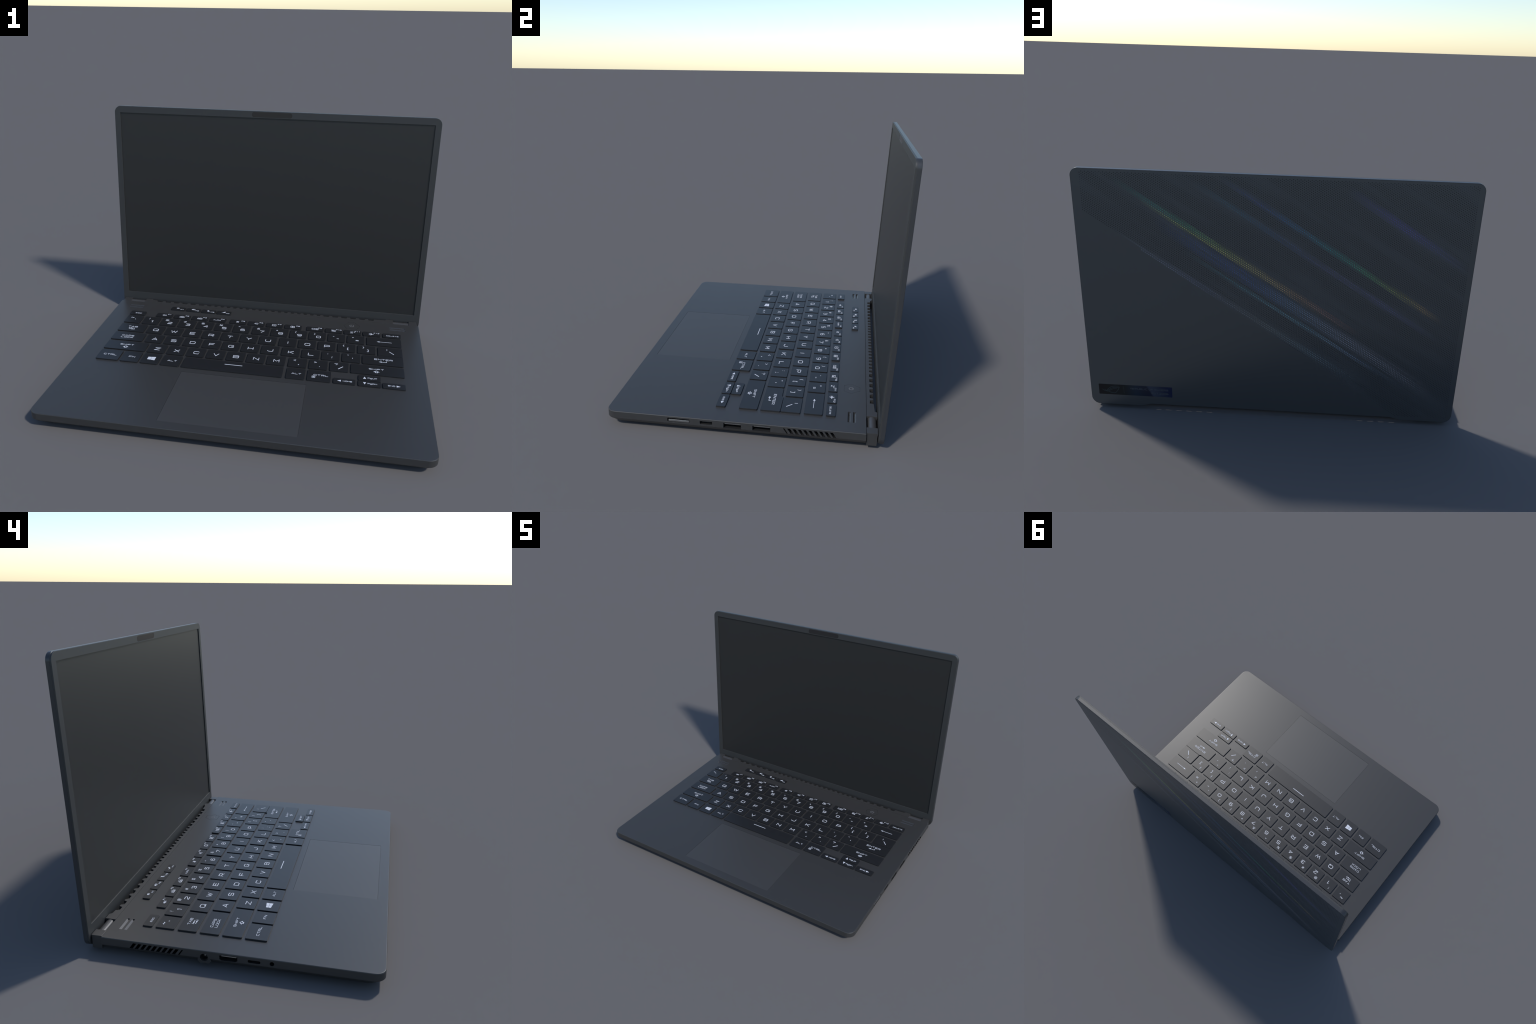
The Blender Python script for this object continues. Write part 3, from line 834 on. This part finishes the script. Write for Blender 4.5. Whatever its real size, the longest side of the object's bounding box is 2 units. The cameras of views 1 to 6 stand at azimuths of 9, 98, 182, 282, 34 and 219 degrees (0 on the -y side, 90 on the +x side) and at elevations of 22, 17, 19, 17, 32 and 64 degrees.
    key_obj(-0.8630, -0.7615, f0, f1, word('ESC', 0.0, 0.0110))
    draws = [d_mute, d_keylight(False), d_keylight(True), d_word('AURA'), d_fan, d_snip, d_bright(0.0026), d_bright(0.0042), d_screens, d_pad, d_sleep, d_plane]
    fx = [-0.6860+i*0.1180 for i in range(4)] + [-0.1985+i*0.1175 for i in range(4)] + [0.2930+i*0.1163 for i in range(4)]
    for i, (x, d) in enumerate(zip(fx, draws)):
        key_obj(x, x+0.1055, f0, f1, fn_key(d, 'F%d' % (i+1)))
    key_obj(0.7625, 0.8710, f0, f1, word('DELETE', 0.0, 0.0098))
    h0, h1 = R['hot']
    for i, d in enumerate((d_vol(1), d_vol(2), d_mic, d_eye)):
        x = -0.6180+i*0.1031
        key_obj(x, x+0.0935, h0, h1, hot_key(d, 'M%d' % (i+1)))

# ------------------------------------------------------------------ lid
def lid_frame():
    """local x right, local y up along the lid, local z out of the display"""
    up = Vector((0, math.sin(LID_TILT), math.cos(LID_TILT)))
    out = Vector((0, -math.cos(LID_TILT), math.sin(LID_TILT)))
    m = Matrix.Identity(4)
    m.col[0][:3] = (1, 0, 0); m.col[1][:3] = up; m.col[2][:3] = out
    m.col[3][:3] = LID_O
    return m

LID_TOP, LID_LOW, LID_MID = 0.0405, -1.3150, -1.3005

def lid_outline(inset=0.0, side_inset=None):
    i = inset; s = inset if side_inset is None else side_inset
    x = 0.9995-s
    pts = [(-x, LID_LOW+i), (-0.715, LID_LOW+i), (-0.665, LID_MID+i), (0.665, LID_MID+i), (0.715, LID_LOW+i), (x, LID_LOW+i),
           (x, LID_TOP-i), (-x, LID_TOP-i)]
    return rounded_poly(pts, [0.048-i, 0.05, 0.05, 0.05, 0.05, 0.048-i, 0.040-i, 0.040-i], 8)

def build_lid():
    M = lid_frame()
    def place(ob):
        ob.matrix_world = M
        return ob
    T = LID_THICK
    zf = -0.0080     # the shell meets the plastic bezel here
    rings = [[(p[0], p[1], z) for p in lid_outline(i)] for i, z in
             ((0.0030, -T), (0.0010, -T+0.0010), (0.0, -T+0.0030), (0.0, zf-0.0006), (0.0006, zf))]
    bm = ring_loft(rings)
    me = mesh_from_bm(bm, 'lid_shell')
    me.materials.append(MATS['shell']); me.materials.append(MATS['lid_back'])
    for f in me.polygons:
        if f.normal.z < -0.9: f.material_index = 1
    lid = place(part('lid', me, ROOT, sharp=30))
    def sub(name, me, mat=None, **kw):
        ob = part(name, me, lid, mat, **kw)
        return ob
    # bezel frame with rounded front edge, opening for the display
    rb = [[(p[0], p[1], z) for p in lid_outline(i)] for i, z in ((0.0016, zf-0.0010), (0.0010, zf), (0.0010, -0.0016), (0.0014, -0.0006), (0.0026, 0.0))]
    bz = mesh_from_bm(ring_loft(rb), 'bezel'); bz.materials.append(MATS['bezel'])
    x0, x1, y0, y1 = -0.9625, 0.9625, -1.2100, 0.0
    # opening with a chamfered lip
    lip = 0.0005
    hole = [[(p[0], p[1], z) for p in rounded_poly(rect(x0-i, x1+i, y0-i, y1+i), 0.003+i, 3)] for i, z in
            ((0.0, -0.02), (0.0, -lip), (lip, 0.0), (lip, 0.01))]
    hm = mesh_from_bm(ring_loft(hole), 'c'); hm.materials.append(MATS['bezel'])
    cam_poly = rounded_poly(rect(-0.1225, 0.1225, 0.0045, 0.0340), 0.0125, 6)
    cam_cut = prism(cam_poly, -0.0006, 0.01, name='c'); cam_cut.materials.append(MATS['webcam'])
    bz = cut(bz, [hm, cam_cut])
    sub('bezel', bz, sharp=30)
    sub('screen', box(x0-0.003, x1+0.003, y0-0.003, y1+0.003, zf+0.0002, -0.0056, 0, 'screen'), 'screen', smooth=False)
    cammesh = prism(rounded_poly(rect(-0.1215, 0.1215, 0.0055, 0.0330), 0.0118, 6), -0.002, -0.0002, 0.0003, 'webcam_window')
    sub('webcam_window', cammesh, 'webcam')
    # emblem plate on the outside (mirrored: seen from behind)
    zb = -T
    pl = prism(rounded_poly(rect(0.5430, 0.9545, -1.2490, -1.1835), 0.0015, 2), zb+0.001, zb-0.0008, 0.0003, 'emblem_plate')
    sub('emblem_plate', pl, 'emblem_plate')
    def rear_ink(mat, name, draw):
        k = Ink(0.0, 0.0003)
        draw(k)
        me = k.mesh(name)
        # lettering was drawn facing +z with x to the right; turn it to face the rear
        for v in me.vertices:
            v.co = Vector((-v.co.x, v.co.y, zb-0.0008-v.co.z))
        me.flip_normals()
        return sub(name, me, mat, smooth=False)
    def emblem(k):
        # stylised slanted eye made of two blades and a lower lid
        ox, oy = -0.888, -1.2165
        P = lambda pts: [(ox+a, oy+b) for a, b in pts]
        k.line(P([(-0.050, 0.001), (-0.036, -0.007), (-0.026, -0.013), (-0.012, 0.006), (0.006, 0.019), (0.026, 0.0235), (0.048, 0.0235)]), 0.0030)
        k.line(P([(-0.034, 0.001), (-0.016, -0.018)]), 0.0022)
        k.line(P([(-0.020, -0.010), (0.004, 0.008), (0.022, 0.0145), (0.048, 0.0155), (0.044, 0.004), (0.030, -0.017), (0.018, -0.022), (-0.004, -0.017), (-0.014, -0.011)]), 0.0034)
        k.line(P([(-0.010, -0.009), (0.012, 0.004), (0.034, 0.009)]), 0.0026)
        k.line([(-0.8140, -1.1925), (-0.8140, -1.2395)], 0.0016)
    rear_ink('emblem', 'emblem', emblem)
    rear_ink('emblem_text', 'emblem_lettering', lambda k: (
        k.text('REPUBLIC OF GAMERS', -0.565, -1.2045, 0.0088, 1.15, 0.17, 0.33, 'r'),
        k.text('EST.2006', -0.565, -1.2275, 0.0088, 1.15, 0.17, 0.33, 'r')))

# ------------------------------------------------------------------ assemble
def main():
    global ROOT
    ROOT = bpy.data.objects.new('laptop_computer', None)
    link(ROOT)
    ROOT['label'] = 'open thin dark grey laptop with black keyboard and dotted lid'
    ROOT['category'] = 'laptop'
    build_materials()
    build_base()
    build_hinge()
    build_keyboard()
    build_lid()

main()
